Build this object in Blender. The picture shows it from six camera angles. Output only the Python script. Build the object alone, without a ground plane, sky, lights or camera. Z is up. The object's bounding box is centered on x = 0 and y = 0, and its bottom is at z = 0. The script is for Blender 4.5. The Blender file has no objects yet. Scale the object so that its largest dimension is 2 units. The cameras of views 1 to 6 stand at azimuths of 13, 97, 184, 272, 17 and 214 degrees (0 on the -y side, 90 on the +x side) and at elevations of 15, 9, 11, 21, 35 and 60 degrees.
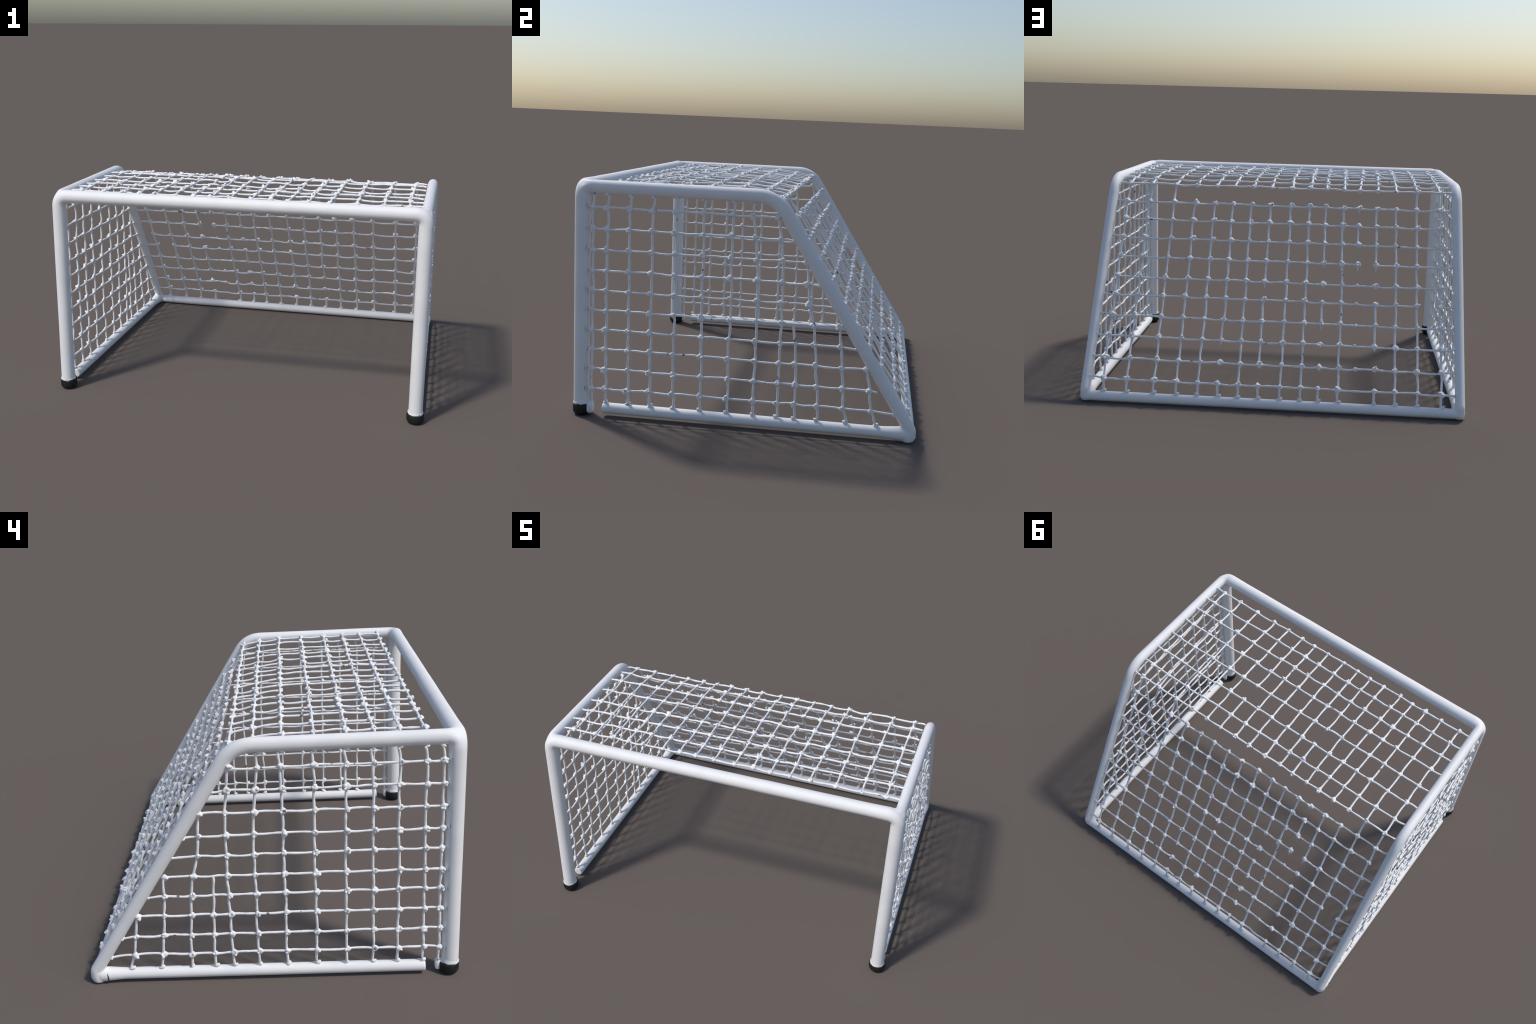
"""White tubular football goal with a knotted rope net."""
import bpy, bmesh, math, random
from mathutils import Vector, Matrix, noise
from mathutils.kdtree import KDTree

random.seed(7)
SCENE = bpy.context.scene.collection


# ------------------------------------------------------------------ materials
def nodes_of(name):
    m = bpy.data.materials.new(name)
    m.use_nodes = True
    nt = m.node_tree
    return m, nt, nt.nodes["Principled BSDF"], nt.nodes, nt.links


def math_node(nt, op, a, b=None, clamp=False):
    n = nt.nodes.new("ShaderNodeMath")
    n.operation = op
    n.use_clamp = clamp
    for i, v in enumerate((a, b)):
        if v is None:
            continue
        if isinstance(v, (int, float)):
            n.inputs[i].default_value = v
        else:
            nt.links.new(v, n.inputs[i])
    return n.outputs[0]


def noise_node(nt, vec, scale, detail=3.0, rough=0.55):
    n = nt.nodes.new("ShaderNodeTexNoise")
    n.inputs["Scale"].default_value = scale
    n.inputs["Detail"].default_value = detail
    n.inputs["Roughness"].default_value = rough
    nt.links.new(vec, n.inputs["Vector"])
    return n.outputs["Fac"]


def ramp_node(nt, fac, stops):
    n = nt.nodes.new("ShaderNodeValToRGB")
    el = n.color_ramp.elements
    el[0].position, el[0].color = stops[0]
    el[1].position, el[1].color = stops[-1]
    for p, c in stops[1:-1]:
        e = el.new(p)
        e.color = c
    nt.links.new(fac, n.inputs["Fac"])
    return n.outputs["Color"]


def mix_node(nt, fac, a, b):
    n = nt.nodes.new("ShaderNodeMix")
    n.data_type = "RGBA"
    for sock, v in ((n.inputs["Factor"], fac), (n.inputs["A"], a), (n.inputs["B"], b)):
        if isinstance(v, (tuple, float, int)):
            sock.default_value = v
        else:
            nt.links.new(v, sock)
    return n.outputs["Result"]


def g(v, a=1.0):
    return (v, v, v, a)


WHITE_A = (0.805, 0.807, 0.815, 1)
WHITE_B = (0.857, 0.856, 0.856, 1)


def paint_material(name, streaks=False):
    """Satin white paint; the posts carry short grey dashes beside the net."""
    m, nt, bsdf, N, L = nodes_of(name)
    co = N.new("ShaderNodeTexCoord").outputs["Object"]
    col = ramp_node(nt, noise_node(nt, co, 9.0, 4), [(0.3, WHITE_A), (0.7, WHITE_B)])
    # rare fine scuffs
    st = N.new("ShaderNodeMapping")
    st.inputs["Scale"].default_value = (60, 60, 14)
    L.new(co, st.inputs["Vector"])
    scuff = ramp_node(nt, noise_node(nt, st.outputs["Vector"], 1.0, 2), [(0.76, g(0)), (0.82, g(0.35))])
    col = mix_node(nt, scuff, col, (0.42, 0.43, 0.45, 1))
    if streaks:  # short dark grey dashes up the outer rear of each post
        sep = N.new("ShaderNodeSeparateXYZ")
        L.new(co, sep.inputs[0])
        x, y, z = sep.outputs
        wob = math_node(nt, "MULTIPLY", math_node(nt, "SUBTRACT", noise_node(nt, co, 25.0, 2), 0.5), 0.008)
        off = math_node(nt, "ABSOLUTE", math_node(nt, "ADD", math_node(nt, "ADD", y, wob), 0.748))
        band = math_node(nt, "SUBTRACT", 1.0, math_node(nt, "DIVIDE", off, 0.0032), clamp=True)
        outer = math_node(nt, "GREATER_THAN", math_node(nt, "ABSOLUTE", x), 0.957)
        cyc = math_node(nt, "FRACT", math_node(nt, "DIVIDE", math_node(nt, "ADD", z, 0.012), 0.0965))
        dash = math_node(nt, "SUBTRACT", 1.0, math_node(nt, "MULTIPLY", math_node(nt, "ABSOLUTE", math_node(nt, "SUBTRACT", cyc, 0.5)), 5.0), clamp=True)
        br = ramp_node(nt, noise_node(nt, co, 18.0, 3), [(0.42, g(0)), (0.58, g(1))])
        fac = math_node(nt, "MULTIPLY", math_node(nt, "MULTIPLY", band, outer), math_node(nt, "MULTIPLY", dash, br), clamp=True)
        col = mix_node(nt, fac, col, (0.17, 0.18, 0.20, 1))
    L.new(col, bsdf.inputs["Base Color"])
    bsdf.inputs["Roughness"].default_value = 0.55
    bsdf.inputs["Specular IOR Level"].default_value = 0.3
    bump = N.new("ShaderNodeBump")
    bump.inputs["Strength"].default_value = 0.06
    bump.inputs["Distance"].default_value = 0.004
    L.new(noise_node(nt, co, 40.0, 3), bump.inputs["Height"])
    L.new(bump.outputs[0], bsdf.inputs["Normal"])
    return m


def rope_material():
    """Off-white rope with a few dark smudges."""
    m, nt, bsdf, N, L = nodes_of("white_rope")
    co = N.new("ShaderNodeTexCoord").outputs["Object"]
    geo = N.new("ShaderNodeNewGeometry").outputs["Position"]
    col = ramp_node(nt, noise_node(nt, geo, 45.0, 4), [(0.3, (0.79, 0.795, 0.80, 1)), (0.7, (0.88, 0.88, 0.88, 1))])
    smudge = ramp_node(nt, noise_node(nt, geo, 21.0, 2), [(0.695, g(0)), (0.735, g(0.85))])
    col = mix_node(nt, smudge, col, (0.07, 0.075, 0.085, 1))
    L.new(col, bsdf.inputs["Base Color"])
    bsdf.inputs["Roughness"].default_value = 0.6
    bsdf.inputs["Specular IOR Level"].default_value = 0.3
    bump = N.new("ShaderNodeBump")
    bump.inputs["Strength"].default_value = 0.25
    bump.inputs["Distance"].default_value = 0.002
    L.new(noise_node(nt, geo, 220.0, 3), bump.inputs["Height"])
    L.new(bump.outputs[0], bsdf.inputs["Normal"])
    return m


def rubber_material():
    m, nt, bsdf, N, L = nodes_of("black_rubber")
    co = N.new("ShaderNodeTexCoord").outputs["Object"]
    col = ramp_node(nt, noise_node(nt, co, 60.0, 4), [(0.35, (0.012, 0.013, 0.013, 1)), (0.7, (0.020, 0.021, 0.021, 1))])
    st = N.new("ShaderNodeMapping")
    st.inputs["Scale"].default_value = (70, 70, 30)
    L.new(co, st.inputs["Vector"])
    sc = ramp_node(nt, noise_node(nt, st.outputs["Vector"], 1.0, 1), [(0.79, g(0)), (0.83, g(0.5))])
    col = mix_node(nt, sc, col, (0.35, 0.36, 0.37, 1))
    L.new(col, bsdf.inputs["Base Color"])
    bsdf.inputs["Roughness"].default_value = 0.55
    bsdf.inputs["Specular IOR Level"].default_value = 0.3
    return m


PAINT = paint_material("white_paint")
POST_PAINT = paint_material("white_paint_dashed", streaks=True)
ROPE = rope_material()
RUBBER = rubber_material()


# ------------------------------------------------------------------ helpers
def add_object(name, mesh, mat, parent=None):
    ob = bpy.data.objects.new(name, mesh)
    if mat and not mesh.materials:
        mesh.materials.append(mat)
    SCENE.objects.link(ob)
    if parent:
        ob.parent = parent
    return ob


def fillet_path(pts, radii, steps=10):
    """Polyline through pts with the inner corners rounded to the given radii."""
    out = [Vector(pts[0])]
    for i in range(1, len(pts) - 1):
        p, a, b = Vector(pts[i]), Vector(pts[i - 1]), Vector(pts[i + 1])
        u, v = (a - p).normalized(), (b - p).normalized()
        half = u.angle(v) / 2
        t = radii[i - 1] / math.tan(half)
        s, e = p + u * t, p + v * t
        for k in range(steps + 1):
            f = k / steps
            out.append(s.lerp(p, f).lerp(p.lerp(e, f), f))   # quadratic blend
    out.append(Vector(pts[-1]))
    return out


def catmull(pts, per=4):
    if len(pts) < 3:
        a, b = pts[0], pts[-1]
        return [a.lerp(b, k / per) for k in range(per + 1)]
    ext = [pts[0] * 2 - pts[1]] + list(pts) + [pts[-1] * 2 - pts[-2]]
    out = []
    for i in range(1, len(ext) - 2):
        p0, p1, p2, p3 = ext[i - 1:i + 3]
        for k in range(per):
            t = k / per
            out.append(0.5 * (2 * p1 + (p2 - p0) * t + (2 * p0 - 5 * p1 + 4 * p2 - p3) * t * t
                              + (3 * p1 - p0 - 3 * p2 + p3) * t ** 3))
    out.append(pts[-1].copy())
    return out


def sweep(bm, path, radius, sides=16, caps=True, squash=None):
    """Tube along path; radius is a number or a list; squash = (axis vector, factor)."""
    n = len(path)
    rad = radius if isinstance(radius, (list, tuple)) else [radius] * n
    tang = []
    for i in range(n):
        d = path[min(i + 1, n - 1)] - path[max(i - 1, 0)]
        tang.append(d.normalized())
    ref = Vector((0, 0, 1)) if abs(tang[0].z) < 0.9 else Vector((1, 0, 0))
    x = ref.cross(tang[0]).normalized()
    rings = []
    for i in range(n):
        x = (x - tang[i] * x.dot(tang[i])).normalized()
        y = tang[i].cross(x)
        ring = []
        for k in range(sides):
            a = 2 * math.pi * k / sides
            off = (x * math.cos(a) + y * math.sin(a)) * rad[i]
            if squash:
                ax, f = squash
                off = off + ax * (off.dot(ax) * (f - 1))
            ring.append(bm.verts.new(path[i] + off))
        rings.append(ring)
    for a, b in zip(rings, rings[1:]):
        for k in range(sides):
            bm.faces.new((a[k], a[(k + 1) % sides], b[(k + 1) % sides], b[k]))
    if caps:
        bm.faces.new(list(reversed(rings[0])))
        bm.faces.new(rings[-1])


def smooth_all(mesh):
    for p in mesh.polygons:
        p.use_smooth = True


def bm_to_mesh(bm, name, smooth=True):
    bmesh.ops.recalc_face_normals(bm, faces=bm.faces)
    me = bpy.data.meshes.new(name)
    bm.to_mesh(me)
    bm.free()
    if smooth:
        smooth_all(me)
    return me


# ------------------------------------------------------------------ dimensions (metres)
POST_X, POST_Y, POST_R = 0.957, -0.7725, 0.0365
TOP_X = {-1: 0.9530, 1: 0.9565}      # one post leans in slightly
BAR_Z, BAR_R = 1.0895, 0.0345
SIDE_X, RAIL_R = 0.9645, 0.0320
SLOPE = 0.6375                       # dy per dz of the sloping rear tubes
def slope_y(z):
    return 0.2495 + (0.896 - z) * SLOPE
GROUND_Z, GROUND_R = 0.0365, 0.0262
BACK_Y, BACK_Z = 0.7855, 0.0278
NET_X = 0.9705                       # plane of the side nets
CAP_R, CAP_H = 0.0450, 0.055

goal = bpy.data.objects.new("football_goal", None)
goal.empty_display_size = 0.3
SCENE.objects.link(goal)
goal["label"] = "small white tubular football goal with knotted white rope net"
goal["category"] = "football goal"

# ------------------------------------------------------------------ frame: one blended skin, then split
bend_y = slope_y(BAR_Z)
paths = []          # (part key, path, radius list)


def taper(path, r0, r1):
    n = len(path)
    return [r0 + (r1 - r0) * i / (n - 1) for i in range(n)]


def dense(path, step=0.03):
    out = [path[0]]
    for a, b in zip(path, path[1:]):
        k = max(1, int((b - a).length / step))
        out += [a.lerp(b, (i + 1) / k) for i in range(k)]
    return out


front = fillet_path([(-POST_X, POST_Y, 0.030), (-TOP_X[-1], POST_Y, BAR_Z), (TOP_X[1], POST_Y, BAR_Z), (POST_X, POST_Y, 0.030)],
                    [0.055, 0.055])
skin = bmesh.new()
fp = dense(front)
frad = [BAR_R + (POST_R - BAR_R) * min(1, max(0, (abs(p.x) - 0.8) / 0.15)) for p in fp]
# faint unevenness of the hand-bent tubes
frad = [r * (1 + 0.022 * noise.noise(p * 7.0)) for r, p in zip(frad, fp)]
sweep(skin, fp, frad, sides=40)
paths.append(("front", fp, POST_R))
for s in (-1, 1):
    bent = fillet_path([(s * 0.88, POST_Y, BAR_Z), (s * TOP_X[s], POST_Y, BAR_Z), (s * SIDE_X, bend_y, BAR_Z),
                        (s * SIDE_X, slope_y(0.058), 0.058), (s * (SIDE_X - 0.003), slope_y(0.058) + 0.001, 0.020)],
                       [0.054, 0.16, 0.03])
    turn = dense(fillet_path([(s * (TOP_X[s] + 0.0005), POST_Y, 0.95), (s * TOP_X[s], POST_Y, BAR_Z), (s * (TOP_X[s] + 0.002), POST_Y + 0.15, BAR_Z)], [0.054]))
    sweep(skin, turn, taper(turn, 0.0350, 0.0255), sides=40)
    bp = dense(bent)
    brad = []
    for p in bp:
        t = min(1, max(0, (1.0 - p.z) / 0.9))
        brad.append((RAIL_R + (0.0285 - RAIL_R) * t) * (1 + 0.02 * noise.noise(p * 8.0)))
    sweep(skin, bp, brad, sides=40, squash=(Vector((1, 0, 0)), 0.88))
    paths.append(("side%d" % s, bp, RAIL_R))
    low = dense([Vector((s * (SIDE_X - 0.002), -0.664, GROUND_Z)), Vector((s * (SIDE_X - 0.003), 0.765, GROUND_Z))])
    lrad = []
    for p in low:
        flare = max(0, (p.y - 0.645) / 0.09)
        lrad.append(GROUND_R * (1 + 0.018 * noise.noise(p * 9.0)) + 0.0062 * min(1, flare) ** 1.5)
    sweep(skin, low, lrad, sides=40)
    paths.append(("low%d" % s, low, GROUND_R))
    # rounded elbow where three tubes meet on the ground
    elbow = [Vector((s * (SIDE_X - 0.0035), 0.7765, z)) for z in (0.0005, 0.004, 0.012, 0.030, 0.050, 0.062)]
    sweep(skin, elbow, [0.019, 0.026, 0.0305, 0.0315, 0.0295, 0.024], sides=40)
    short = [Vector((s * (SIDE_X - 0.003), y, z)) for y, z in ((0.735, 0.0315), (0.790, 0.0310))]
    sweep(skin, short, [0.0295, 0.0290], sides=40)
back = dense([Vector((-SIDE_X, BACK_Y, BACK_Z)), Vector((SIDE_X, BACK_Y, BACK_Z))])
sweep(skin, back, [0.0258 * (1 + 0.02 * noise.noise(p * 9.0)) for p in back], sides=40)
paths.append(("back", back, GROUND_R))

skin_me = bm_to_mesh(skin, "frame_skin")
skin_ob = add_object("frame_skin", skin_me, PAINT)
bpy.context.view_layer.objects.active = skin_ob
rm = skin_ob.modifiers.new("r", "REMESH")
rm.mode = "VOXEL"
rm.voxel_size = 0.0042
sm = skin_ob.modifiers.new("s", "SMOOTH")
sm.factor = 0.5
sm.iterations = 5
dg = bpy.context.evaluated_depsgraph_get()
blended = bpy.data.meshes.new_from_object(skin_ob.evaluated_get(dg))
bpy.data.objects.remove(skin_ob)
vn = [v.normal.copy() for v in blended.vertices]

kd_items = []
for key, path, r in paths:
    for p in dense(path, 0.006):
        if key == "front":
            if p.z > BAR_Z - 0.04 and abs(p.x) < POST_X - 0.035:
                k2 = "crossbar"
            else:
                k2 = "post-1" if p.x < 0 else "post1"
        else:
            k2 = key
        kd_items.append((p, k2))
kd = KDTree(len(kd_items))
for i, (p, k) in enumerate(kd_items):
    kd.insert(p, i)
kd.balance()
groups = {}
for poly in blended.polygons:
    groups.setdefault(kd_items[kd.find(poly.center)[1]][1], []).append(poly.index)

part_names = {"crossbar": "crossbar", "post-1": "post", "post1": "post", "side-1": "side_tube", "side1": "side_tube",
              "low-1": "ground_bar", "low1": "ground_bar", "back": "ground_bar"}
posts = {}
for key, idx in groups.items():
    used, faces = {}, []
    for fi in idx:
        face = []
        for vi in blended.polygons[fi].vertices:
            if vi not in used:
                used[vi] = len(used)
            face.append(used[vi])
        faces.append(face)
    order = list(used)
    me = bpy.data.meshes.new(part_names[key])
    me.from_pydata([blended.vertices[v].co for v in order], [], faces)
    me.materials.append(POST_PAINT if key.startswith("post") else PAINT)
    smooth_all(me)
    me.normals_split_custom_set_from_vertices([vn[v] for v in order])
    ob = add_object(part_names[key], me, None, goal)
    if key.startswith("post"):
        posts[int(key[4:])] = ob
bpy.data.meshes.remove(blended)

# added dark sliver, slightly proud, standing in for an open joint on one rear elbow
bm = bmesh.new()
arc = []
for k in range(15):
    a = math.radians(145 + 6.5 * k)
    arc.append(Vector((-(SIDE_X - 0.003) + 0.0318 * math.cos(a), 0.733 - 0.004 * math.sin(math.pi * k / 14), 0.0355 + 0.0325 * math.sin(a))))
sweep(bm, arc, [0.0006 + 0.0021 * math.sin(math.pi * k / 14) ** 0.7 for k in range(15)], sides=8)
add_object("joint_dark_sliver", bm_to_mesh(bm, "joint_dark_sliver"), RUBBER, goal)

# ------------------------------------------------------------------ rubber foot caps
for s in (-1, 1):
    bm = bmesh.new()
    prof = [(0.0005, 0.0), (0.030, 0.0), (0.036, 0.0015), (0.0425, 0.010), (CAP_R, 0.018), (CAP_R, 0.040),
            (CAP_R - 0.0008, 0.0525), (0.0420, CAP_H), (0.0385, CAP_H - 0.0005), (0.0350, CAP_H - 0.004)]
    seg = 64
    rings = []
    for r, z in prof:
        ring = []
        for k in range(seg):
            a = 2 * math.pi * k / seg
            d = Vector((math.cos(a), math.sin(a), 0))
            wob = noise.noise(d * 2.3 + Vector((s * 5, 0, 0)))
            lift = 0.0045 * noise.noise(d * 3.1 + Vector((0, s * 9, 3))) if z > 0.045 else 0
            ring.append(bm.verts.new((s * POST_X + d.x * r * (1 + 0.012 * wob), POST_Y + 0.0055 + d.y * r * (1 + 0.012 * wob), z + lift)))
        rings.append(ring)
    for a, b in zip(rings, rings[1:]):
        for k in range(seg):
            bm.faces.new((a[k], a[(k + 1) % seg], b[(k + 1) % seg], b[k]))
    bm.faces.new(rings[0])
    cap = add_object("foot_cap", bm_to_mesh(bm, "foot_cap"), RUBBER, posts[s])
    # ragged collar of paint lapping over the rubber
    bm = bmesh.new()
    seg = 72
    rr = []
    for j in range(4):
        ring = []
        for k in range(seg):
            a = 2 * math.pi * k / seg
            d = Vector((math.cos(a), math.sin(a), 0))
            low_edge = 0.0525 + 0.0065 * noise.noise(d * 2.6 + Vector((s * 3, 1, 0))) + 0.0035 * noise.noise(d * 8.0 + Vector((0, s, 2)))
            r, z = [(0.0358, 0.075), (0.0375, low_edge + 0.010), (0.0412, low_edge + 0.0025), (0.0395, low_edge - 0.002)][j]
            ring.append(bm.verts.new((s * POST_X + d.x * r, POST_Y + 0.0015 + d.y * r, z)))
        rr.append(ring)
    for a, b in zip(rr, rr[1:]):
        for k in range(seg):
            bm.faces.new((a[k], a[(k + 1) % seg], b[(k + 1) % seg], b[k]))
    add_object("paint_collar", bm_to_mesh(bm, "paint_collar"), PAINT, posts[s])

# ------------------------------------------------------------------ net cords
# column positions across the goal (x at the front edge of the roof, x on the rear slope)
COLS = [(0.867, 0.872), (0.742, 0.748), (0.606, 0.607), (0.472, 0.487), (0.364, 0.375), (0.260, 0.273), (0.161, 0.168),
        (0.062, 0.065), (-0.053, -0.050), (-0.155, -0.154), (-0.247, -0.244), (-0.346, -0.345), (-0.462, -0.428),
        (-0.547, -0.528), (-0.640, -0.633), (-0.748, -0.747), (-0.869, -0.870)]
ROOF_Y = [-0.655, -0.552, -0.446, -0.337, -0.204, -0.073, 0.046, 0.142]
ROOF_Z = [1.1005, 1.1025, 1.1035, 1.1025, 1.1015, 1.0985, 1.0865, 1.0685]
REAR_Z = [1.0695, 0.973, 0.883, 0.789, 0.693, 0.593, 0.506, 0.407, 0.311, 0.2095, 0.116]
def rear_y(z):
    return 0.1395 + (1.0715 - z) * 0.6567
# side nets: depth of each upright at successive rows; rows counted from the roof down
SIDE_Z = [1.057, 0.995, 0.898, 0.799, 0.7005, 0.608, 0.5125, 0.421, 0.3255, 0.2285, 0.1335, 0.064]
UPRIGHTS = [(-0.719, -0.719), (-0.651, -0.655), (-0.546, -0.545), (-0.442, -0.441), (-0.331, -0.325), (-0.201, -0.195), (-0.069, -0.067)]


def upright_y(c, r):
    """y of upright c (0 beside the post) at row r of a side net, or None where the net has ended."""
    if c <= 6:
        a, b = UPRIGHTS[c]
        if r == 0:
            a += 0.008
        return a + (b - a) * r / 11
    starts = {7: (0, [(0, 0.027), (1, 0.028), (3, 0.050), (5, 0.057), (11, 0.056)]),
              8: (1, [(1, 0.139), (2, 0.157), (3, 0.167), (6, 0.173), (11, 0.166)]),
              9: (6, [(6, 0.232), (7, 0.238), (8, 0.246), (11, 0.250)]),
              10: (3, [(3, 0.277), (4, 0.2825), (5, 0.2935), (6, 0.319), (7, 0.329), (8, 0.337), (9, 0.349), (11, 0.353)]),
              11: (6, [(6, 0.440), (7, 0.4465), (8, 0.457), (9, 0.4655), (10, 0.473), (11, 0.490)]),
              12: (8, [(8, 0.572), (9, 0.590), (10, 0.6025), (11, 0.623)])}
    first, keys = starts[c]
    if r < first:
        return None
    for (r0, y0), (r1, y1) in zip(keys, keys[1:]):
        if r0 <= r <= r1:
            return y0 + (y1 - y0) * (r - r0) / (r1 - r0)


rng = random.Random(21)


def jit(a):
    return rng.uniform(-a, a)


def cord_mesh(points, radius, sag, normal, sides=8):
    """Rope through the knots: it thins and sags a little between them."""
    ctrl = [points[0]]
    for a, b in zip(points, points[1:]):
        L = (b - a).length
        if L > 0.05:
            d = (b - a).normalized()
            side = d.cross(normal)
            w, h = jit(0.0026), jit(0.0045)
            for f in (0.30 + jit(0.08), 0.70 + jit(0.08)):
                ctrl.append(a.lerp(b, f) + sag * L * rng.uniform(0.1, 1.2) + side * (w + jit(0.0014)) + normal * (h + jit(0.002)))
        ctrl.append(b)
    path = catmull(ctrl, 3)
    rad = [radius * rng.uniform(0.92, 1.06) * (1 + 0.24 * noise.noise(p * 31.0)) for p in path]
    bm = bmesh.new()
    sweep(bm, path, rad, sides=sides)
    return bm_to_mesh(bm, "cord")


# ---- knot shapes: lumpy diamond wrapped round the crossing, some with a square tab
def lump(bm, centre, half, r, rough=0.25, cuts=1):
    """Angular pebble: hull of a jittered, cut-cornered box."""
    rot = Matrix.Rotation(r.uniform(0, 6.28), 3, Vector((r.gauss(0, 1), r.gauss(0, 1), r.gauss(0, 1))).normalized())
    pts = []
    for sx in (-1, 1):
        for sy in (-1, 1):
            for sz in (-1, 1):
                v = Vector((sx * r.uniform(1 - rough, 1), sy * r.uniform(1 - rough, 1), sz * r.uniform(1 - rough, 1)))
                pts.append(rot @ (v * 0.68))
    for ax in range(3):
        for sx in (-1, 1):
            v = Vector((0, 0, 0))
            v[ax] = sx * r.uniform(0.78, 1.0)
            pts.append(rot @ v)
    vs = [bm.verts.new(centre + Vector((p.x * half[0], p.y * half[1], p.z * half[2]))) for p in pts]
    res = bmesh.ops.convex_hull(bm, input=vs)
    bmesh.ops.delete(bm, geom=[e for e in res["geom_interior"] if isinstance(e, bmesh.types.BMVert)], context="VERTS")


def knot_mesh(seed, tabs):
    r = random.Random(seed)
    bm = bmesh.new()
    # body: coarse hull drawn out towards the four cords
    pts = []
    kx, ky = r.uniform(0.0100, 0.0128), r.uniform(0.0100, 0.0128)
    for k in range(12):
        v = Vector((r.gauss(0, 1), r.gauss(0, 1), r.gauss(0, 0.8))).normalized()
        pts.append(Vector((v.x * kx, v.y * ky, v.z * 0.0100)) * r.uniform(0.80, 1.08))
    for ax, sx in ((0, 1), (0, -1), (1, 1), (1, -1)):
        reach = r.uniform(0.0110, 0.0175)
        for k in range(4):
            p = Vector((0, 0, -0.0035))
            p[ax] = sx * reach
            p[1 - ax] = 0.0040 * math.cos(k * math.pi / 2 + 0.4)
            p.z += 0.0040 * math.sin(k * math.pi / 2 + 0.4)
            pts.append(p)
    vs = [bm.verts.new(p) for p in pts]
    res = bmesh.ops.convex_hull(bm, input=vs)
    bmesh.ops.delete(bm, geom=[e for e in res["geom_interior"] if isinstance(e, bmesh.types.BMVert)], context="VERTS")
    # loops and cut ends of the hitch standing out on one side
    for t in range(tabs):
        a = r.uniform(0, 6.28)
        d = r.uniform(0.0075, 0.0105)
        h = r.uniform(0.0055, 0.0078)
        lump(bm, Vector((math.cos(a) * d, math.sin(a) * d, r.uniform(-0.001, 0.005))), (h * r.uniform(0.8, 1.3), h, h), r, 0.12)
    bmesh.ops.subdivide_edges(bm, edges=bm.edges, cuts=1, use_grid_fill=True, smooth=0.22)
    for v in bm.verts:
        v.co += v.normal * 0.0012 * noise.noise(v.co * 170 + Vector((seed, 0, 0)))
    me = bm_to_mesh(bm, "knot")
    me.materials.append(ROPE)
    return me


KNOTS = [knot_mesh(100 + i, (1, 2, 2, 3)[i % 4]) for i in range(24)]


def pad_mesh(seed):
    """Flattened tie where a cord is lashed to a tube."""
    r = random.Random(seed)
    bm = bmesh.new()
    pts = []
    for k in range(18):
        v = Vector((r.gauss(0, 1), r.gauss(0, 1), r.gauss(0, 1))).normalized()
        pts.append(Vector((v.x * 0.0135, v.y * 0.0105, v.z * 0.0085)))
    side = r.choice((-1, 1))
    for sx in (-1, 1):
        for sy in (-1, 1):
            for sz in (0, 1):
                pts.append(Vector((side * 0.010 + sx * 0.0045, sy * 0.005, 0.003 + sz * r.uniform(0.007, 0.011))))
    vs = [bm.verts.new(p) for p in pts]
    res = bmesh.ops.convex_hull(bm, input=vs)
    bmesh.ops.delete(bm, geom=[e for e in res["geom_interior"] if isinstance(e, bmesh.types.BMVert)], context="VERTS")
    bmesh.ops.subdivide_edges(bm, edges=bm.edges, cuts=1, use_grid_fill=True, smooth=0.2)
    for v in bm.verts:
        v.co += v.normal * 0.0012 * noise.noise(v.co * 170 + Vector((seed, 3, 0)))
    me = bm_to_mesh(bm, "tie")
    me.materials.append(ROPE)
    return me


PADS = [pad_mesh(300 + i) for i in range(8)]
knot_list = []      # (scale, net, matrix, mesh)


def frame_matrix(pos, u, n, spin, scale):
    u = (u - n * u.dot(n)).normalized()
    v = n.cross(u)
    m = Matrix((u, v, n)).transposed().to_4x4()
    return Matrix.Translation(pos) @ m @ Matrix.Rotation(spin, 4, "Z") @ Matrix.Diagonal((*scale, 1))


def place_knot(net, pos, u, n, size, shift=0.0, lift=1.0):
    pos = pos + u * (shift + jit(0.0015))
    spin = rng.choice((0, 1, 2, 3)) * math.pi / 2 + jit(0.25)
    sc = size * rng.uniform(0.95, 1.22)
    m = frame_matrix(pos + n * rng.uniform(0.005, 0.0085) * size * lift, u, n, spin, (sc * rng.uniform(0.92, 1.08), sc * rng.uniform(0.92, 1.08), sc * rng.uniform(0.9, 1.15)))
    knot_list.append((sc, net, m, rng.choice(KNOTS)))


def stub(net_bm, p, d, length, r0=0.0045):
    path = [p + d * length * k / 4 + Vector((jit(0.001), jit(0.001), 0)) * (k > 1) for k in range(5)]
    sweep(net_bm, path, [r0, r0 * 0.95, r0 * 0.8, r0 * 0.55, r0 * 0.2], sides=7)


def runs(flags):
    """Split consecutive node indices into unbroken runs; flags[i] tells whether link i -> i+1 exists."""
    out, cur = [], [0]
    for i, f in enumerate(flags):
        if f:
            cur.append(i + 1)
        else:
            out.append(cur)
            cur = [i + 1]
    out.append(cur)
    return out


def add_cord(net, pts, radius, sag, normal):
    if len(pts) > 1:
        add_object("cord", cord_mesh(pts, radius, sag, normal), ROPE, net)


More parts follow.
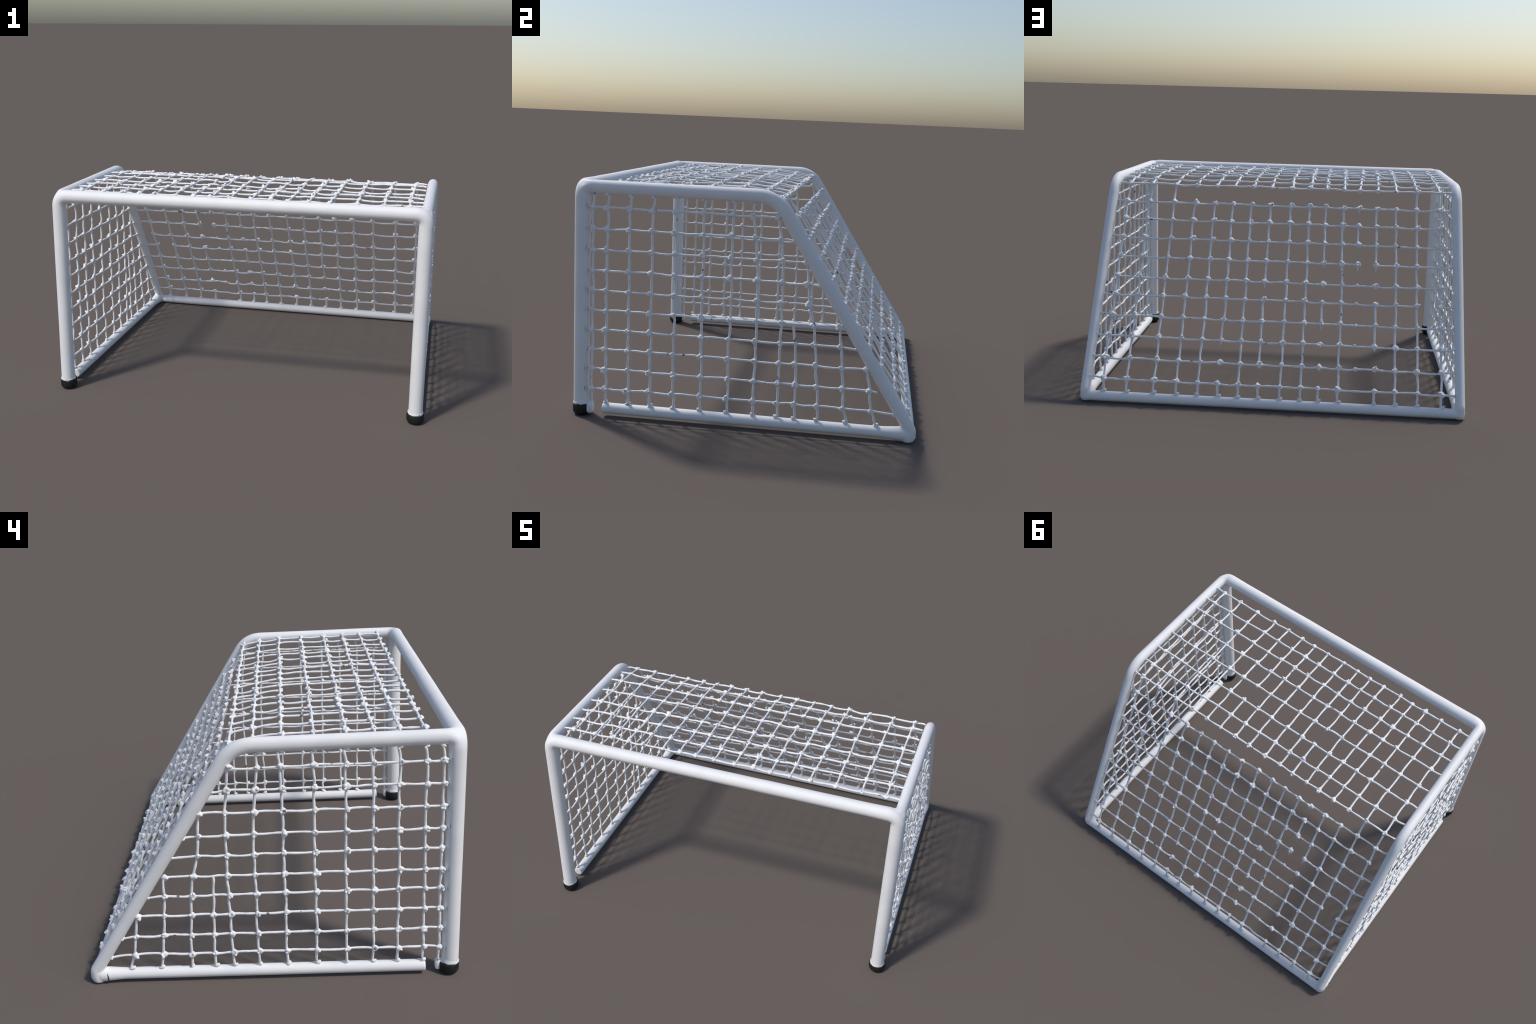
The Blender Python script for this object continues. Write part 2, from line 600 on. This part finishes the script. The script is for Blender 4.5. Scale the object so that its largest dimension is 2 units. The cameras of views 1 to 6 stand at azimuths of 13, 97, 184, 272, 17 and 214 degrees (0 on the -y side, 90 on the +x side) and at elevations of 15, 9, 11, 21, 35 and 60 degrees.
def pads_into(bm, pos, u, n, scale=1.0):
    m = frame_matrix(pos, u, n, jit(0.2), (scale * rng.uniform(0.85, 1.15), scale * rng.uniform(0.85, 1.1), scale * rng.uniform(0.85, 1.15)))
    src = rng.choice(PADS)
    old = len(bm.verts)
    tmp = bmesh.new()
    tmp.from_mesh(src)
    tmp.transform(m)
    me = bpy.data.meshes.new("tmp")
    tmp.to_mesh(me)
    tmp.free()
    bm.from_mesh(me)
    bpy.data.meshes.remove(me)


def new_net():
    ob = bpy.data.objects.new("net", bpy.data.meshes.new("net"))
    SCENE.objects.link(ob)
    ob.parent = goal
    return ob


def finish_net(ob, bm):
    bmesh.ops.recalc_face_normals(bm, faces=bm.faces)
    bm.to_mesh(ob.data)
    bm.free()
    smooth_all(ob.data)
    ob.data.materials.append(ROPE)
    ob["kind"] = "stuff"


DOWN = Vector((0, 0, -1))
X = Vector((1, 0, 0))
N_ROOF = Vector((0, 0, 1))
N_REAR = Vector((0, 1, 0.6567)).normalized()
D_REAR = Vector((0, 0.6567, -1)).normalized()

# ---- roof and rear slope share one grid of crossings
roof = [[Vector((COLS[c][0] + (COLS[c][1] - COLS[c][0]) * (r / 7) ** 1.5 + jit(0.0015), y + jit(0.0020), ROOF_Z[r] + jit(0.0015)))
         for c in range(17)] for r, y in enumerate(ROOF_Y)]
def drift(c, r):
    """The uprights hang a little to one side of their knots in the upper rows."""
    return (0.006 if c < 7 else 0.003) * max(0.15, min(1, (5 - r) / 2))


rear = [roof[7]] + [[Vector((COLS[c][1] + drift(c, REAR_Z.index(z)) + jit(0.0022), rear_y(z) + jit(0.0020), z + jit(0.0018))) for c in range(17)] for z in REAR_Z[1:]]

# links of the rear net that have torn away: row above -> columns
TORN = {0: set(range(3, 15)), 1: {12}, 3: {12}, 4: {10, 12, 13}, 5: {7, 10, 12, 13}, 6: {12}, 7: {10, 12},
        8: {5, 10, 12, 13}, 9: {5, 7, 10, 12, 13}}
STUBS = [(1, 12, 0.030), (4, 10, 0.024), (4, 12, 0.040), (4, 13, 0.036), (5, 7, 0.042), (7, 10, 0.036), (8, 5, 0.030), (8, 13, 0.026)]

roof_net, rear_net = new_net(), new_net()
roof_bm, rear_bm = bmesh.new(), bmesh.new()
mid_n = (N_ROOF + N_REAR).normalized()
for r in range(8):
    pts = roof[r]
    e0 = Vector((0.934 + jit(0.003), pts[0].y - 0.004, pts[0].z + jit(0.003)))
    e1 = Vector((-0.934 + jit(0.004), pts[-1].y - 0.004, pts[-1].z + jit(0.003)))
    line = [e0] + pts + [e1]
    add_cord(roof_net, line, 0.0056, DOWN * 0.012, N_ROOF if r < 7 else mid_n)
    for c, p in enumerate(pts):
        place_knot(roof_net, p, X, N_ROOF if r < 6 else (N_ROOF * 2 + N_REAR).normalized() if r == 6 else mid_n, 0.95, lift=0.75 if r < 6 else 0.5)
for c in range(17):
    flags = [not (c in (5, 10) and r == 4) for r in range(7)]
    col = [roof[r][c] for r in range(8)]
    for run in runs(flags):
        add_cord(roof_net, [col[i] for i in run], 0.0055, DOWN * 0.012, N_ROOF)

for r in range(1, 11):
    pts = rear[r]
    inward = N_REAR * -0.010
    e0 = Vector((0.940 + jit(0.003), pts[0].y, pts[0].z + 0.010 + jit(0.004))) + inward
    e1 = Vector((-0.938 + jit(0.003), pts[-1].y, pts[-1].z + 0.006 + jit(0.004))) + inward
    has0, has1 = r not in (2, 4, 5), r not in (2, 5)
    line = ([e0] if has0 else []) + pts + ([e1] if has1 else [])
    o = 1 if has0 else 0
    cut = {4: 12, 6: 15}.get(r)
    flags = [not (cut is not None and i == cut + o) for i in range(len(line) - 1)]
    for run in runs(flags):
        add_cord(rear_net, [line[i] for i in run], 0.0054, DOWN * 0.010, N_REAR)
    for c, p in enumerate(pts):
        if c == 12 and r == 10:
            continue
        place_knot(rear_net, p - D_REAR * 0.0015, X, N_REAR, 0.62 if (c == 12 and r > 4) else 1.02, -drift(c, r))
for c in range(17):
    col = [rear[r][c] for r in range(11)]
    if c != 12:
        col.append(Vector((col[-1].x - 0.001, 0.784, 0.052)))
    flags = [c not in TORN.get(r, ()) for r in range(len(col) - 1)]
    for run in runs(flags):
        add_cord(rear_net, [col[i] for i in run], 0.0060, Vector((0, 0, 0)), N_REAR)
    if c != 12:
        pads_into(rear_bm, Vector((col[-1].x + jit(0.003), 0.784, 0.0545)), X, Vector((0, 0.15, 1)).normalized(), 1.05)
for r, c, L in STUBS:
    stub(rear_bm, rear[r][c], D_REAR, L)
for r, c in ((6, 7), (6, 10), (10, 5), (10, 7), (9, 5)):
    stub(rear_bm, rear[r][c] + N_REAR * 0.003, -D_REAR, 0.021)
for r in (1, 3, 4, 6, 7, 8, 9, 10):
    pads_into(rear_bm, Vector((-0.944, rear[r][16].y - 0.006, rear[r][16].z + 0.006)), D_REAR, -X, 0.6)
    if r != 4:
        pads_into(rear_bm, Vector((0.946, rear[r][0].y - 0.006, rear[r][0].z + 0.010)), D_REAR, X, 0.6)
finish_net(roof_net, roof_bm)
finish_net(rear_net, rear_bm)

# ---- the two mirrored side nets
HANG = [0.001, 0.003, 0.003, 0.006, 0.0035, 0.0025, 0.004, 0.0025, 0.003, 0.003, 0.004, 0.004, 0.004]   # uprights beside their knots
ROW_ENDS = {2: 0.216, 4: 0.342, 5: 0.402, 7: 0.520, 9: 0.645, 10: 0.702}
Y = Vector((0, 1, 0))
for s in (1, -1):
    net = new_net()
    bm = bmesh.new()
    n = Vector((s, 0, 0))
    grid = {}
    for r in range(12):
        for c in range(13):
            y = upright_y(c, r)
            if y is not None:
                x = s * NET_X if r < 11 else s * (NET_X - 0.003)
                edge = r in (0, 11)
                grid[r, c] = Vector((x + jit(0.0015), y + HANG[c] + jit(0.0018), SIDE_Z[r] + (0 if edge else 0.001 + jit(0.0022))))
    for r in range(1, 11):
        order = [c for c in range(13) if (r, c) in grid]
        order.sort(key=lambda c: grid[r, c].y)
        line = [Vector((s * (NET_X - 0.006), -0.738, grid[r, 0].z + 0.002))] + [grid[r, c] for c in order]
        if r in ROW_ENDS:
            ye = ROW_ENDS[r]
            if r == 9 and s > 0:
                ye = 0.628                       # this end has come loose
            line.append(Vector((s * (NET_X - 0.002), ye, grid[r, order[-1]].z - 0.008 + jit(0.003))))
        add_cord(net, line, 0.0056, DOWN * 0.008, n)
        for c in order:
            if c == 9 and r <= 7:
                continue
            place_knot(net, grid[r, c], Y, n, 0.92, -HANG[c] - 0.0015)
    for c in range(13):
        col = [grid[r, c] for r in range(12) if (r, c) in grid]
        add_cord(net, col, 0.0060, Vector((0, 0, 0)), n)
        if c <= 7:
            pads_into(bm, grid[0, c] + Vector((-s * 0.002, -0.013 * (c > 0), 0.003)), Y, -Vector((0, 0, 1)), 0.8)
        if c > 0:
            pads_into(bm, grid[11, c] + Vector((-s * 0.002, jit(0.004), 0.000)), Y, Vector((s * 0.2, 0, 1)).normalized(), 0.95)
    for r in ROW_ENDS:
        if not (r == 9 and s > 0):
            pads_into(bm, Vector((s * (NET_X - 0.002), ROW_ENDS[r] + 0.002, SIDE_Z[r] - 0.008)), D_REAR, n, 0.7)
    # tie lashed round the rubber foot at the end of the first upright
    foot = bmesh.new()
    bmesh.ops.create_icosphere(foot, subdivisions=4, radius=1)
    for v in foot.verts:
        d = v.co.copy()
        k = 1 + 0.10 * noise.noise(d * 1.7 + Vector((s * 4, 0, 0)))
        q = [math.copysign(abs(t) ** 0.62, t) for t in d]
        wide, y0, x0 = (0.0215, -0.7245, 0.969) if s > 0 else (0.0165, -0.7225, 0.957)
        v.co = Vector((s * x0 + q[0] * wide * k, y0 + q[1] * 0.0160 * k, 0.0370 + q[2] * 0.0275 * k))
    tmp = bpy.data.meshes.new("tmp")
    foot.to_mesh(tmp)
    foot.free()
    bm.from_mesh(tmp)
    bpy.data.meshes.remove(tmp)
    finish_net(net, bm)

# ---- knots: the largest 300 as objects, the rest joined per net
knot_list.sort(key=lambda k: -k[0])
rest = {}
for i, (sc, net, m, me) in enumerate(knot_list):
    if i < 300:
        ob = bpy.data.objects.new("knot", me)
        SCENE.objects.link(ob)
        ob.parent = net
        ob.matrix_local = m
    else:
        rest.setdefault(net.name, (net, []))[1].append((m, me))
for net, items in rest.values():
    bm = bmesh.new()
    for m, me in items:
        tmp = me.copy()
        tmp.transform(m)
        bm.from_mesh(tmp)
        bpy.data.meshes.remove(tmp)
    bmesh.ops.recalc_face_normals(bm, faces=bm.faces)
    me = bm_to_mesh(bm, "knots")
    ob = add_object("knots", me, ROPE, net)
    ob["kind"] = "stuff"
